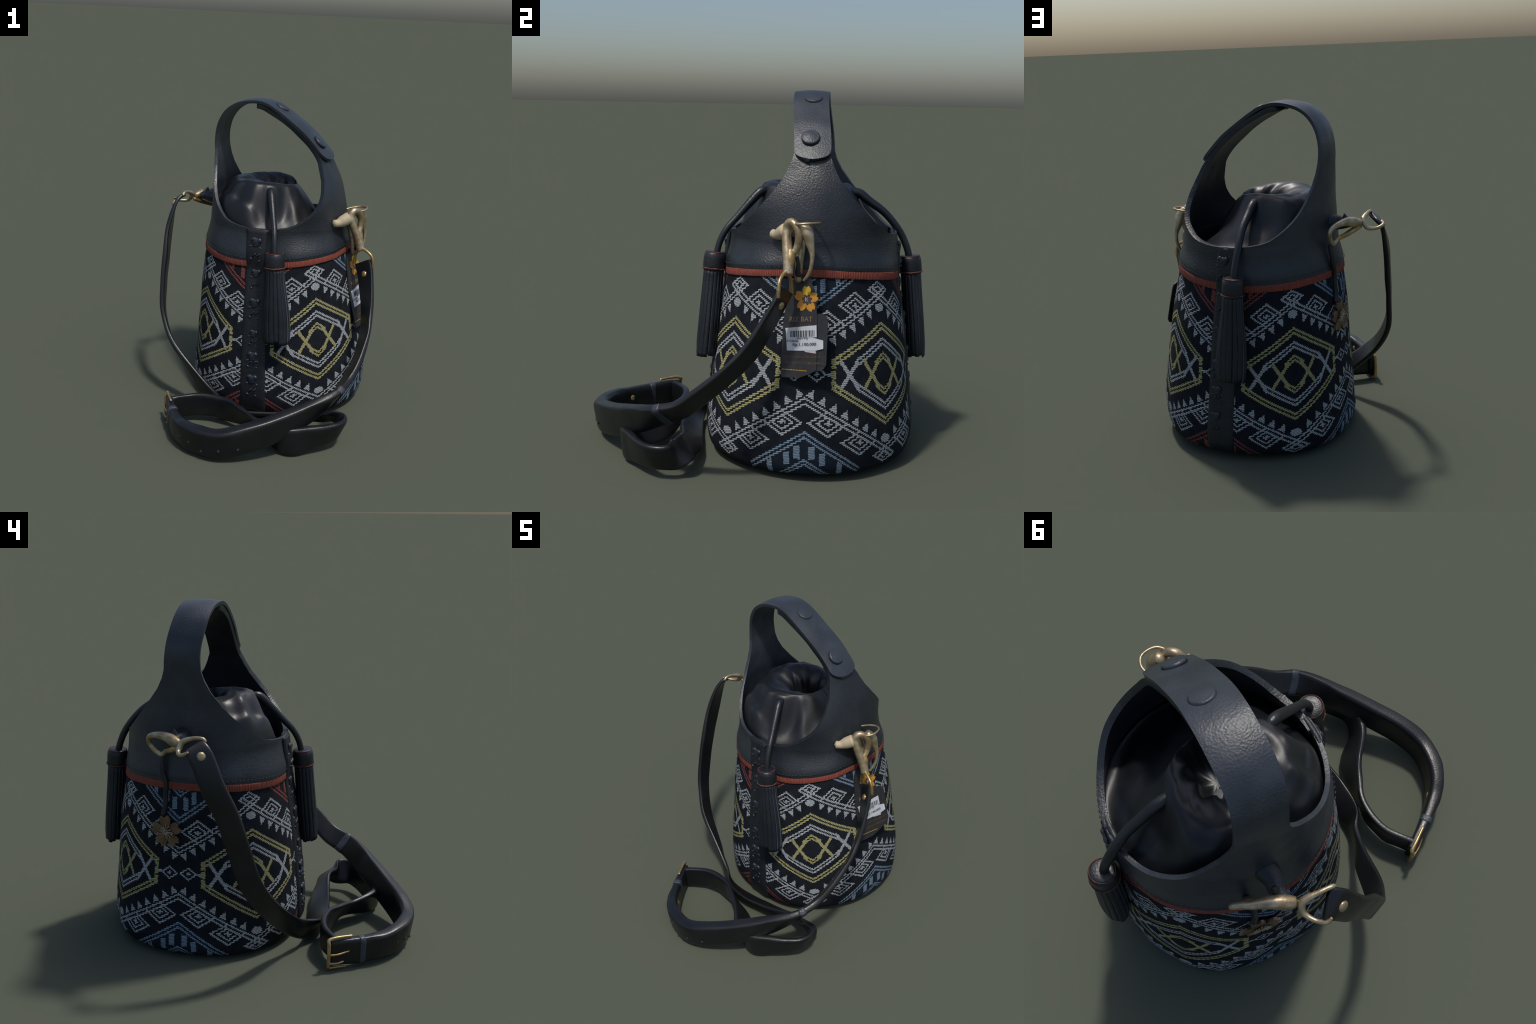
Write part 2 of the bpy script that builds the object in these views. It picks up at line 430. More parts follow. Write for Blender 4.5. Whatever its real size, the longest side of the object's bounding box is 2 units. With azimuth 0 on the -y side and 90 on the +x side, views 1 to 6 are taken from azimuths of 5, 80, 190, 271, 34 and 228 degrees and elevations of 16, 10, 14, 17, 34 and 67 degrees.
    sm = ob.modifiers.new('s', 'SOLIDIFY'); sm.thickness = .020 if sgn < 0 else .030; sm.offset = -1; sm.use_quality_normals = True
    bv = ob.modifiers.new('b', 'BEVEL'); bv.width = .0085; bv.segments = 3; bv.limit_method = 'ANGLE'; bv.angle_limit = 50*D2R
    apply(ob); ob.data.polygons.foreach_set('use_smooth', [True]*len(ob.data.polygons))
    return ob
panel('collar_handle', ALONG_A, -1, M_LAP, True)
panel('collar_handle', ALONG_B, 1, M_LEATHER, False)

# line of stitches above the ribbon and round the lap end
def stitch_run(name, pts, parent, length=.016, gap=.008, r=.0022):
    bm = bmesh.new(); acc = 0; i = 0
    L = [0]
    for p, q in zip(pts[:-1], pts[1:]): L.append(L[-1]+(q-p).length)
    def at(s):
        k = 0
        while k < len(L)-2 and L[k+1] < s: k += 1
        f = (s-L[k])/max(1e-6, L[k+1]-L[k]); return pts[k].lerp(pts[k+1], f)
    s = 0
    while s+length < L[-1]:
        a, b = at(s), at(s+length); mid = (a+b)/2; t = (b-a).normalized()
        Mx = axis_matrix(mid, t)
        g = bmesh.ops.create_uvsphere(bm, u_segments=6, v_segments=5, radius=1)
        bmesh.ops.transform(bm, matrix=Mx @ Matrix.Diagonal((r, r, length/2, 1)), verts=g['verts']); s += length+gap
    me = bpy.data.meshes.new(name); bm.to_mesh(me); bm.free()
    ob = add(name, me, parent, M_STITCH); ob['kind'] = 'stuff'; return ob
def wall(phi, z, off):     # outer face of the collar, low down
    return onbody(phi, z, off)
pts = [wall(2*math.pi*k/300, V0+.545+warp(2*math.pi*k/300), .0135) for k in range(301)]
stitch_run('stitching', pts, BAG)

# snap buttons on the lap
for X, Z, nX, nZ in ((.232, 1.752, .70, .71), (-.04, 1.956, .46, .89)):
    n = LX*nX+Vector((0, 0, nZ)); n.normalize()
    Mx = axis_matrix(W(X, -.016, Z)-n*.004, n)
    lathe('snap_button', [(.050, -.004), (.050, .004), (.0475, .010), (.042, .013), (.038, .0125), (.030, .0145), (.012, .0165), (.001, .0168)], BAG, M_LAP, 32, Mx)

# seam strips with lacing on the two sides
def seam(phi0, rimz):
    V = []; NS, NA = 70, 13; hw = 8.6*D2R
    for i in range(NS):
        t = i/(NS-1); z = .012+(rimz-.012)*t
        for j in range(NA):
            u = 2*j/(NA-1)-1; e = .017 if z > .98 else .010
            e = .010+.009*smooth(.95, 1.05, z)-.007*smooth(1.08, 1.22, z)
            o = e*(1-abs(u)**8)+.0*t
            pr = onbody(phi0+u*hw, z, o+.0015)
            V.append(pr)
    me = mesh_of('seam_strip', V, grid_faces(NS, NA)); ob = add('seam_strip', me, BAG, M_STRIP)
    if me.polygons[5].normal.dot(onbody(phi0, .5)-ctr(.5)-Vector((0, 0, .5))) < 0: me.flip_normals()
    so = ob.modifiers.new('s', 'SOLIDIFY'); so.thickness = .014; so.offset = -1
    bv = ob.modifiers.new('b', 'BEVEL'); bv.width = .004; bv.segments = 2; bv.limit_method = 'ANGLE'; bv.angle_limit = 55*D2R
    apply(ob); ob.data.polygons.foreach_set('use_smooth', [True]*len(ob.data.polygons))
    return ob
def knot_mesh():
    """woven bump: four rounded lobes crossing"""
    bm = bmesh.new()
    for ox, oy, sx, sy, h in ((0, 0, .022, .020, .0085), (-.013, .010, .013, .012, .0085), (.013, .009, .013, .013, .0085), (0, -.012, .017, .011, .0075)):
        g = bmesh.ops.create_uvsphere(bm, u_segments=16, v_segments=10, radius=1)
        bmesh.ops.transform(bm, matrix=Matrix.Translation((ox, oy, 0)) @ Matrix.Diagonal((sx, sy, h, 1)), verts=g['verts'])
    for x, y in ((-.024, -.022), (.024, -.022)):
        g = bmesh.ops.create_uvsphere(bm, u_segments=10, v_segments=6, radius=1)
        bmesh.ops.transform(bm, matrix=Matrix.Translation((x, y, 0)) @ Matrix.Rotation(30*D2R if x < 0 else -30*D2R, 4, 'Z') @ Matrix.Diagonal((.009, .005, .006, 1)), verts=g['verts'])
    me = bpy.data.meshes.new('lacing_knot'); bm.to_mesh(me); bm.free(); me.materials.append(M_KNOT)
    me.polygons.foreach_set('use_smooth', [True]*len(me.polygons)); return me
def slit_mesh():
    bm = bmesh.new()
    for x, y, rot, l in ((-.010, .008, 45, .014), (.012, .010, 50, .015), (-.022, -.014, -40, .009), (.02, -.018, 35, .008)):
        g = bmesh.ops.create_uvsphere(bm, u_segments=10, v_segments=6, radius=1)
        bmesh.ops.transform(bm, matrix=Matrix.Translation((x, y, 0)) @ Matrix.Rotation(rot*D2R, 4, 'Z') @ Matrix.Diagonal((l, .0048, .007, 1)), verts=g['verts'])
    me = bpy.data.meshes.new('lacing_stitch'); bm.to_mesh(me); bm.free(); me.materials.append(M_KNOT)
    me.polygons.foreach_set('use_smooth', [True]*len(me.polygons)); return me
KN, SL = knot_mesh(), slit_mesh()
ZK = [1.151, .948, .760, .562, .413, .26]; ZSL = [1.06, .869, .686, .504, .362, .173]
for phi0, rz, dphi in ((-88*D2R, 1.224, 0), (91*D2R, 1.224, -2.5*D2R)):
    st = seam(phi0, rz)
    tube('rim_binding', [tuple(onbody(phi0+q*D2R, 1.2195, -.008)) for q in (-9, -5, 0, 5, 9)], [.0125, .0145, .015, .0145, .0125], BAG, M_STRIP, 12, 4)
    for me, zz in ((KN, ZK), (SL, ZSL)):
        for i, z in enumerate(zz):
            ob = bpy.data.objects.new(me.name, me); COL.objects.link(ob); ob.parent = st
            e = .0115+.009*smooth(.95, 1.05, z)-.007*smooth(1.08, 1.22, z)
            ph = phi0+dphi+.4*D2R*(hsh(i, 3)-.5)
            n = (onbody(ph, z, .1)-onbody(ph, z, 0)).normalized()
            k = (1.15 if me is KN else 1.0)+.3*hsh(i, phi0)
            ob.matrix_world = axis_matrix(onbody(ph, z, e), n) @ Matrix.Rotation((hsh(i, 9)-.5)*.4, 4, 'Z') @ Matrix.Scale(k, 4)

# drawstring lining, gathered round an off-centre mouth
def lining():
    NA, V = 144, []
    outs = 22; rows = 0
    MX, MY = -.10, -.02
    def ridge(phi):
        c, s = math.cos(phi), math.sin(phi)
        ax = .20 if c > 0 else .22; ay = .235
        return (1+.16*vnoise(c*2+7, s*2+3)-.15*smooth(.5, 1, math.cos(phi-.75)))/math.sqrt((c/ax)**2+(s/ay)**2)
    RIDGE = [(-180, 1.468), (-140, 1.455), (-110, 1.485), (-90, 1.487), (-62, 1.475), (-30, 1.460), (0, 1.446), (45, 1.455), (80, 1.474), (110, 1.484), (135, 1.472), (155, 1.466), (180, 1.468)]
    def rid_z(phi):
        d = (math.degrees(phi)+180) % 360-180
        return sum(interp((d+o+180) % 360-180, RIDGE) for o in (-12, -6, 0, 6, 12))/5+.016*vnoise(math.cos(phi)*2.4+5, math.sin(phi)*2.4+2)
    def wallp(phi):
        c, s = math.cos(phi), math.sin(phi)
        # reach from the mouth centre to the inner wall
        wx, wy = (ctr(1.2).x-CX), .003; r = .444
        dx, dy = MX-wx, MY-wy; B = dx*c+dy*s; C = dx*dx+dy*dy-r*r
        return -B+math.sqrt(B*B-C)
    # from the bottom of the mouth up its throat and out over the puckered crown to the ridge
    HX, HY = -.055, -.005
    for t, drop, q in ((0, -.135, .1), (0, -.135, .45), (0, -.125, .72), (0, -.110, .9), (.0, -.075, 1), (.12, -.040, 1), (.28, -.022, 1), (.45, -.006, 1), (.62, .004, 1), (.8, .007, 1), (.92, .005, 1), (1, 0, 1)):
        for k in range(NA):
            phi = 2*math.pi*k/NA; c, sn = math.cos(phi), math.sin(phi)
            pk = 1+.30*vnoise(c*2.6+1, sn*2.6+9)+.10*math.sin(phi*9+1)
            hx, hy = HX+.120*c*pk*q, HY+.098*sn*pk*q
            rr = ridge(phi); ex, ey = MX+rr*c, MY+rr*sn
            lump = .020*vnoise(c*3+t*2, sn*3+4)*math.sin(t*math.pi)+.012*vnoise(c*5+1, sn*5+t*3)*math.sin(t*math.pi)
            V.append(W(hx+(ex-hx)*t, hy+(ey-hy)*t, 1.245+(rid_z(phi)+drop+lump-1.245)*q**4))
        rows += 1
    for i in range(1, outs+1):
        s = i/outs
        for k in range(NA):
            phi = 2*math.pi*k/NA; r0, r1 = ridge(phi), wallp(phi)
            rr = r0+(r1-r0)*(1-(1-s)**1.25)
            z0 = rid_z(phi); g = smooth(-.05, .6, math.cos(phi+.12)); g2 = smooth(.25, .7, math.cos(phi-.95)); bk = smooth(.0, .7, -math.cos(phi)); yp = smooth(.3, .9, math.sin(phi))
            z1 = 1.15-.03*g*(1-g2)+.05*bk*(1-g2)+.045*g2*smooth(.0, .5, math.cos(phi-2.0)); g = max(g, g2)
            drop = (s**(1.45+.6*bk+.1*yp))*(1-g)+(1-(1-s)**(1.9+.4*smooth(0, .6, -math.sin(phi))))*(s*1.09/(s+.09))*g
            z = z0+(z1-z0)*drop
            cyc = lambda f, q: vnoise(math.cos(phi)*f+q, math.sin(phi)*f+q*1.7)
            gather = .35+.65*smooth(-.3, .7, math.cos(phi+2.1))
            fold = math.sin(phi*7+cyc(1.6, 3)*14+s*2.0)*(.9+1.6*cyc(2.2, 8))+.7*cyc(6.5, 6)*2
            amp = .0125*gather*math.sin(min(1, .12+s*.95)*math.pi)**.7
            lump = .06*cyc(1.5, 11+s*1.2)*math.sin(s*math.pi)+.03*cyc(3.1, 4+s*2.2)*math.sin(s*math.pi)
            dip = (math.degrees(phi)+180) % 360-180
            z -= .055*math.exp(-((dip-42)/34)**2)*math.sin(s*math.pi)**.8
            z += fold*amp*.8+lump; rr += fold*amp*.4
            V.append(W(MX+rr*math.cos(phi), MY+rr*math.sin(phi), z))
        rows += 1
    F = grid_faces(rows, NA, True)+[tuple(range(NA))]
    me = mesh_of('lining', V, F); fix_normals(me); ob = add('lining', me, BAG, M_LINING)
    sb = ob.modifiers.new('s', 'SUBSURF'); sb.levels = sb.render_levels = 1; apply(ob)
    ob.data.polygons.foreach_set('use_smooth', [True]*len(ob.data.polygons))
    # inner wall of the collar, behind the lining
lining()
lathe('paper_stuffing', [(.002, .022), (.02, .020), (.04, .012), (.055, 0), (.058, -.02)], BAG, flat('grey_tissue', (.06, .07, .08), .6, (.13, .14, .155)), 18, axis_matrix(W(-.12, .02, 1.24), Vector((.2, .1, 1))))

# drawstrings and tassels
CORD_A = [(.0, .045, 1.435), (.008, .0, 1.440), (.022, -.06, 1.385), (.040, -.135, 1.305), (.055, -.200, 1.235), (.062, -.238, 1.165), (.067, -.257, 1.09)]
CORD_B = [(.04, .50, 1.44), (.048, .555, 1.432), (.062, .607, 1.392), (.082, .701, 1.322), (.093, .784, 1.222), (.105, .828, 1.13), (.112, .845, 1.06)]
tube('drawstring', CORD_A, [.024, .026, .024, .020, .019, .018, .018], BAG, M_CORD, 14)
tube('drawstring', CORD_B, [.026, .026, .025, .022, .021, .020, .020], BAG, M_CORD, 14)
def tassel(top, bot, out, seed):
    """cap on top, a ring of overlapping leather strips below"""
    rnd = random.Random(seed)
    e = bpy.data.objects.new('tassel', None); COL.objects.link(e); e.parent = BAG
    top, bot, out = Vector(top), Vector(bot), Vector(out).normalized()
    ax = (top-bot).normalized(); out = (out-ax*out.dot(ax)).normalized(); tan = ax.cross(out)
    Mx = Matrix((tan, out, ax)).transposed().to_4x4(); Mx.translation = top
    lathe('cap', [(.020, .004), (.046, .004), (.054, 0), (.0595, -.010), (.062, -.03), (.0625, -.075), (.0615, -.096), (.056, -.100)], e, M_CORD, 32, Mx)
    # rust stitching at the cap's two edges
    for rr, zz, rt in ((.0625, -.089, .0042), (.0535, .001, .0024)):
        P = [Mx @ Vector((rr*math.cos(a), rr*math.sin(a), zz+.003*vnoise(a*3, seed))) for a in [2*math.pi*k/40 for k in range(40)]]
        tube('stitching', [tuple(p) for p in P], [rt*(.7+.5*hsh(k, seed)) if zz < 0 else rt*(.35+.8*hsh(k//4, seed)) for k in range(40)], e, M_THREAD, 6, 2, True)
    L = (top-bot).length
    def radius(t, a):
        rx = .056+.026*smooth(0, .75, t)-.004*smooth(.85, 1, t); ry = .054+.004*smooth(0, .8, t)-.004*smooth(.85, 1, t)
        return rx*math.cos(a), ry*math.sin(a)
    NS = 15
    for i in range(NS):
        a0 = 2*math.pi*(i+.5)/NS+.04*(rnd.random()-.5); w = 2*math.pi/NS*(.93+.10*rnd.random()); tw = .10*(rnd.random()-.5); dl = .02*rnd.random()
        lift = .004*(rnd.random()-.3)
        V = []; nt_ = 22; na = 5
        for k in range(nt_):
            t = k/(nt_-1); z = -.095-(L-.095-dl)*t
            for j in range(na):
                u = j/(na-1)-.5; a = a0+w*u+tw*t
                x, y = radius(t, a); sc = 1+(lift*t+.0035*(.25-u*u)*4+(.003 if u > .3 else 0))/.06
                V.append(Mx @ Vector((x*sc, y*sc, z)))
            for j in range(na):
                u = j/(na-1)-.5; a = a0+w*u+tw*t
                x, y = radius(t, a); sc = .91; V.append(Mx @ Vector((x*sc, y*sc, z)))
        F = []; c = 2*na
        loop = list(range(na))+list(range(2*na-1, na-1, -1))
        for k in range(nt_-1):
            for p, q in zip(loop, loop[1:]+loop[:1]): F.append((k*c+p, k*c+q, (k+1)*c+q, (k+1)*c+p))
        F.append(tuple(loop)); F.append(tuple((nt_-1)*c+p for p in loop))
        me = mesh_of('strand', V, F); fix_normals(me); ob = add('strand', me, e, M_EDGE); me.materials.append(M_EDGE_GLINT)
        for f_ in me.polygons:
            if f_.index < (nt_-1)*c and f_.index % c in (na-1, c-1): f_.material_index = 1
    lathe_prof = []
    V = []; 
    for k in range(12):
        t = k/11; z = -.09-(L-.11)*t
        for j in range(24):
            x, y = radius(t, 2*math.pi*j/24); V.append(Mx @ Vector((x*.92, y*.92, z)))
    F = grid_faces(12, 24, True)+[tuple(11*24+j for j in range(24))]
    me = mesh_of('fringe_core', V, F); fix_normals(me); add('fringe_core', me, e, M_STRIP)
tassel((.068, -.262, 1.108), (.114, -.316, .532), (-.05, -1, 0), 1)
tassel((.113, .848, 1.080), (.148, .890, .498), (.1, 1, 0), 2)

# ------------------------------------------------------------------ shoulder strap
# left half: from the clasp, out and down, along the front on edge, small turn, back to the buckle
A = [(-.628, .325, 1.305, -.55, 0, .8, .125, .024), (-.660, .282, 1.262, -.86, -.05, .5, .13, .024), (-.687, .219, 1.105, -1, 0, .05, .130, .032),
     (-.690, .139, .932, -1, 0, 0, .128, .033), (-.691, .082, .758, -1, 0, 0, .126, .034), (-.677, .018, .56, -1, -.1, 0, .124, .034),
     (-.594, -.074, .39, -.95, -.2, -.2, .12, .032), (-.425, -.178, .220, -.75, -.6, -.3, .118, .028), (-.295, -.276, .116, -.5, -.8, -.1, .118, .028),
     (-.18, -.350, .080, -.2, -.65, -.65, .135, .028), (-.04, -.380, .064, 0, -.6, -.8, .15, .028), (.10, -.395, .070, 0, -.6, -.8, .155, .028),
     (.26, -.408, .092, .1, -.7, -.7, .155, .028), (.40, -.436, .124, .3, -.85, -.45, .15, .030), (.492, -.478, .132, .6, -.8, -.3, .152, .032),
     (.540, -.550, .122, 1, 0, -.35, .165, .034), (.528, -.626, .122, .85, -.5, -.35, .155, .036), (.455, -.680, .118, .4, -.9, -.3, .155, .040),
     (.36, -.722, .112, 0, -1, -.2, .165, .050), (.24, -.762, .098, -.1, -.98, -.1, .180, .056), (.125, -.705, .10, -.5, -.75, -.35, .175, .046),
     (.035, -.570, .096, -.5, -.6, -.6, .165, .032), (-.085, -.487, .106, -.55, -.75, -.3, .15, .036), (-.177, -.436, .114, -.4, -.9, 0, .145, .036),
     (-.277, -.401, .114, -.1, -1, 0, .15, .038), (-.378, -.398, .111, .1, -1, 0, .15, .040), (-.465, -.428, .106, .35, -.95, 0, .15, .040), (-.535, -.462, .10, .7, -.7, 0, .15, .040)]
# flip the returning part's hints so the width axis stays continuous
for i in range(15, len(A)):
    pass
def fix_hints(rows):
    P = [Vector(r[:3]) for r in rows]; out = []; prev = None
    for i, r in enumerate(rows):
        t = (P[min(len(P)-1, i+1)]-P[max(0, i-1)]).normalized(); n = Vector(r[3:6])
        n = (n-t*n.dot(t)).normalized(); w = t.cross(n)
        if prev is not None and w.dot(prev) < 0: n = -n; w = -w
        prev = w; out.append(r[:3]+tuple(n)+r[6:])
    return out
A = fix_hints(A)
STRAP = bpy.data.objects.new('shoulder_strap', None); COL.objects.link(STRAP); STRAP.parent = BAG
sa, PA, SA, TA = strap('strap_half', A, STRAP, M_STRAP, 10, .006)
Bc = [(.628, .030, 1.012, .60, .78, .1, .135, .024), (.648, -.006, .94, .62, .76, 0, .125, .024), (.667, -.088, .806, .75, .62, -.1, .118, .026), (.671, -.168, .687, .88, .35, -.3, .116, .028),
      (.657, -.260, .590, .88, .25, -.38, .116, .032), (.614, -.390, .470, .80, .1, -.5, .120, .038), (.562, -.478, .390, .72, -.05, -.62, .128, .044),
      (.500, -.583, .338, .60, -.35, -.60, .138, .052), (.40, -.667, .290, .45, -.75, -.45, .148, .060), (.305, -.722, .248, .4, -.9, -.3, .160, .074), (.13, -.812, .185, .4, -.9, -.2, .180, .082), (-.025, -.875, .142, .2, -1, -.17, .188, .084),
      (-.172, -.895, .114, -.1, -1, -.17, .176, .084), (-.290, -.856, .110, -.5, -.85, -.17, .174, .082), (-.366, -.804, .106, -.8, -.6, -.15, .168, .078),
      (-.420, -.738, .098, -.95, -.3, -.1, .160, .070), (-.464, -.655, .098, -1, -.2, 0, .156, .064), (-.498, -.575, .097, -1, -.2, 0, .160, .054), (-.526, -.492, .100, -1, -.2, 0, .156, .048), (-.546, -.425, .100, -1, -.2, 0, .150, .044)]
Bc = fix_hints(Bc)
sb, PB, SB, TB = strap('strap_half', Bc, STRAP, M_STRAP, 10, .007)
def band_on(name, S, P, T, i, extra, length, mat):
    """collar of leather wrapped round the strap at sample i"""
    s = S[i]; t = T[i]; n = Vector(s[3:6]); n = (n-t*n.dot(t)).normalized()
    rows = []
    for k, e in ((-.5, -.003), (-.5, extra), (-.3, extra+.001), (.3, extra+.001), (.5, extra), (.5, -.003)):
        rows.append((k*length, e))
    V = []; seg = 32; w = t.cross(n)
    for dx, e in rows:
        for k in range(seg):
            a = 2*math.pi*k/seg; ca, sa_ = math.cos(a), math.sin(a)
            q = P[i]+t*dx+w*(math.copysign(abs(ca)**.35, ca)*(s[6]/2+e))+n*(math.copysign(abs(sa_)**.55, sa_)*(s[7]/2+e)); q.z = max(q.z, .0015); V.append(q)
    me = mesh_of(name, V, grid_faces(len(rows), seg, True)); fix_normals(me); return add(name, me, STRAP, mat)
band_on('keeper_loop', SB, PB, TB, 69, .0018, .045, M_WEAR)
band_on('keeper_loop', SB, PB, TB, 167, .002, .035, M_WEAR)
# punched holes on the outside of the loop
for i, dz in ((112, -.03), (119, -.025), (126, -.04), (134, -.01), (142, 0.0)):
    s = SB[i]; n = Vector(s[3:6]); t = TB[i]; n = (n-t*n.dot(t)).normalized()
    if n.y > 0 and i < 140: n = -n
    p = PB[i]+Vector((0, 0, dz))+n*(s[7]/2-.003)
    lathe('punched_hole', [(.008, 0), (.008, .0045), (.005, .005), (.001, .003)], STRAP, M_HOLE, 14, axis_matrix(p, n))
# rivets
def rivet(p, n, r, mat=M_GOLD): lathe('rivet', [(r, -.004), (r, .002), (r*.93, .007), (r*.7, .011), (r*.35, .0135), (.001, .014)], STRAP, mat, 24, axis_matrix(Vector(p), n))
i = 10; n = Vector(SA[i][3:6]); rivet(PA[i]+n.normalized()*.011, n, .024, M_BRASS)
i = 10; n = Vector(SB[i][3:6]); t = TB[i]; n = (n-t*n.dot(t)).normalized()
rivet(PB[i]+n*.010, n, .021); rivet(PB[i]-n*.010, -n, .021)
i = 150; n = Vector(SB[i][3:6]); n = -n if n.x < 0 else n; rivet(PB[i]+n.normalized()*.026+Vector((0, 0, .02)), n, .02)
# buckle
BK = bpy.data.objects.new('buckle', None); COL.objects.link(BK); BK.parent = BAG
u = Vector((.046, -.129, 0)).normalized(); o = Vector((-u.y, u.x, 0)); o = o if o.x < 0 else -o
b0 = Vector((-.562, -.414, 0)); b1 = Vector((-.512, -.545, 0))
fr = [b1+Vector((0, 0, .192)), b0.lerp(b1, .35)+Vector((0, 0, .194)), b0+Vector((.002, 0, .184)), b0+Vector((-.006, 0, .16)), b0+Vector((-.008, 0, .1)), b0+Vector((-.006, 0, .035)), b0+Vector((0, 0, .014)), b0.lerp(b1, .3)+Vector((0, 0, .012)), b0.lerp(b1, .75)+Vector((-.02, 0, .02))]
tube('buckle_frame', [tuple(p) for p in fr], [.007, .009, .0105, .011, .0105, .011, .010, .008, .006], BK, M_GOLD, 12)
pr = [b0+Vector((-.01, 0, .098)), b0.lerp(b1, .3)+o*.022+Vector((0, 0, .101)), b0.lerp(b1, .7)+o*.020+Vector((0, 0, .108)), b0.lerp(b1, .9)+o*.014+Vector((0, 0, .110))]
tube('prong', [tuple(p) for p in pr], [.007, .006, .0055, .004], BK, M_GOLD, 10)
pr = [b0+Vector((-.008, 0, .045)), b0.lerp(b1, .3)+o*.02+Vector((0, 0, .046)), b0.lerp(b1, .6)+o*.016+Vector((0, 0, .05))]
tube('prong', [tuple(p) for p in pr], [.008, .007, .005], BK, M_BRASS, 10)

# ------------------------------------------------------------------ clasps
CL = bpy.data.objects.new('clasp', None); COL.objects.link(CL); CL.parent = BAG
tube('d_ring', [(.690, -.018, .985), (.689, -.017, 1.03), (.672, -.008, 1.072), (.619, .029, 1.098), (.583, .060, 1.062), (.573, .070, 1.0), (.575, .068, .975)], [.009, .010, .009, .011, .010, .010, .009], CL, M_GOLD, 10)
tube('hook', [(.607, .046, 1.088), (.594, .047, 1.135), (.572, .046, 1.19), (.545, .046, 1.25), (.528, .050, 1.305), (.545, .062, 1.338), (.578, .082, 1.330), (.596, .098, 1.285), (.594, .092, 1.225), (.586, .072, 1.18)],
     [.026, .027, .027, .025, .024, .023, .020, .021, .019, .014], CL, M_BRASS, 14)
tube('swivel_web', [(.583, .058, 1.205), (.592, .058, 1.165), (.602, .05, 1.11)], [.016, .026, .022], CL, M_GOLD, 12)
tube('gate', [(.575, .115, 1.325), (.600, .138, 1.29), (.612, .15, 1.245), (.628, .160, 1.187), (.630, .156, 1.13), (.619, .146, 1.085), (.600, .125, 1.05)], [.030, .032, .024, .013, .010, .010, .006], CL, M_BRASS, 12)
tube('backing_post', [(.50, .12, 1.30), (.535, .12, 1.22), (.555, .11, 1.13), (.565, .105, 1.04)], [.03, .026, .022, .018], CL, M_BRASS, 12)
tube('knob', [(.424, -.004, 1.263), (.448, .012, 1.262), (.475, .030, 1.272), (.515, .048, 1.292)], [.024, .026, .036, .040], CL, M_FUR, 16)
tube('thin_ring', [(.556, .079, 1.332), (.592, .082, 1.336), (.622, .104, 1.340), (.632, .145, 1.344), (.624, .182, 1.344), (.590, .205, 1.340), (.545, .204, 1.332), (.50, .19, 1.32)], [.012, .008, .007, .006, .0065, .006, .006, .006], CL, M_BRASS, 10)

C2 = bpy.data.objects.new('clasp', None); COL.objects.link(C2); C2.parent = BAG
tube('hook', [(-.545, .405, 1.298), (-.52, .435, 1.305), (-.488, .475, 1.318), (-.445, .535, 1.318), (-.405, .578, 1.298), (-.392, .583, 1.262), (-.395, .555, 1.222), (-.404, .518, 1.200), (-.428, .492, 1.222)],
     [.022, .030, .026, .018, .0145, .0135, .0135, .014, .011], C2, M_BRASS, 14)
tube('gate', [(-.425, .495, 1.222), (-.470, .465, 1.240), (-.515, .428, 1.262), (-.552, .395, 1.278)], [.012, .015, .017, .012], C2, M_GOLD, 12)
tube('d_ring', [(-.603, .262, 1.325), (-.60, .278, 1.340), (-.585, .325, 1.338), (-.565, .385, 1.312), (-.590, .405, 1.268), (-.640, .392, 1.262), (-.675, .368, 1.276), (-.678, .345, 1.288)], [.008, .010, .011, .016, .013, .010, .010, .007], C2, M_BRASS, 12)
tube('leather_tab', [(-.375, .40, 1.30), (-.425, .405, 1.30), (-.472, .425, 1.302), (-.515, .420, 1.30)], [.05, .042, .032, .02], C2, M_LEATHER, 14)
tube('leather_tip', [(-.468, .43, 1.305), (-.466, .434, 1.335), (-.462, .440, 1.358)], [.026, .015, .003], C2, M_LEATHER, 12)

# bronze blossom charm on its cord
CH = bpy.data.objects.new('blossom_charm', None); COL.objects.link(CH); CH.parent = BAG
cp = [onbody(a*D2R, z, o) for a, z, o in ((167.7, 1.19, .02), (168.0, 1.13, .028), (168.9, 1.08, .026), (170.8, 1.03, .022), (170.6, .958, .016), (170.8, .905, .014), (169.8, .855, .012))]
tube('charm_cord', [tuple(p) for p in cp], [.014, .015, .015, .013, .014, .015, .016], CH, M_CORD, 12)
cphi, cz = 172.5*D2R, .765
c0 = onbody(cphi, cz, .010); nrm = (onbody(cphi, cz, .1)-onbody(cphi, cz, 0)); nrm.normalize()
MC = axis_matrix(c0, nrm)        # x right as seen from outside, y up
def petal_mesh():
    pts = []
    prof = [(0, .006), (.02, .016), (.045, .030), (.066, .034), (.082, .029), (.094, .018)]
    out = [(l, w) for l, w in prof]+[(.080, .001)]+[(l, -w) for l, w in reversed(prof)]
    bm = bmesh.new(); v0 = [bm.verts.new((l, w, .008+.05*l*(0.3))) for l, w in out]
    f = bm.faces.new(v0); r = bmesh.ops.extrude_face_region(bm, geom=[f])
    for g in r['geom']:
        if isinstance(g, bmesh.types.BMVert): g.co.z -= .012
    bmesh.ops.recalc_face_normals(bm, faces=bm.faces)
    me = bpy.data.meshes.new('petal'); bm.to_mesh(me); bm.free(); me.materials.append(M_BRONZE); return me
PM = petal_mesh()
for ang in (97, 25, -47, -119, 169):
    ob = bpy.data.objects.new('petal', PM); COL.objects.link(ob); ob.parent = CH
    ob.matrix_world = MC @ Matrix.Rotation(ang*D2R, 4, 'Z')
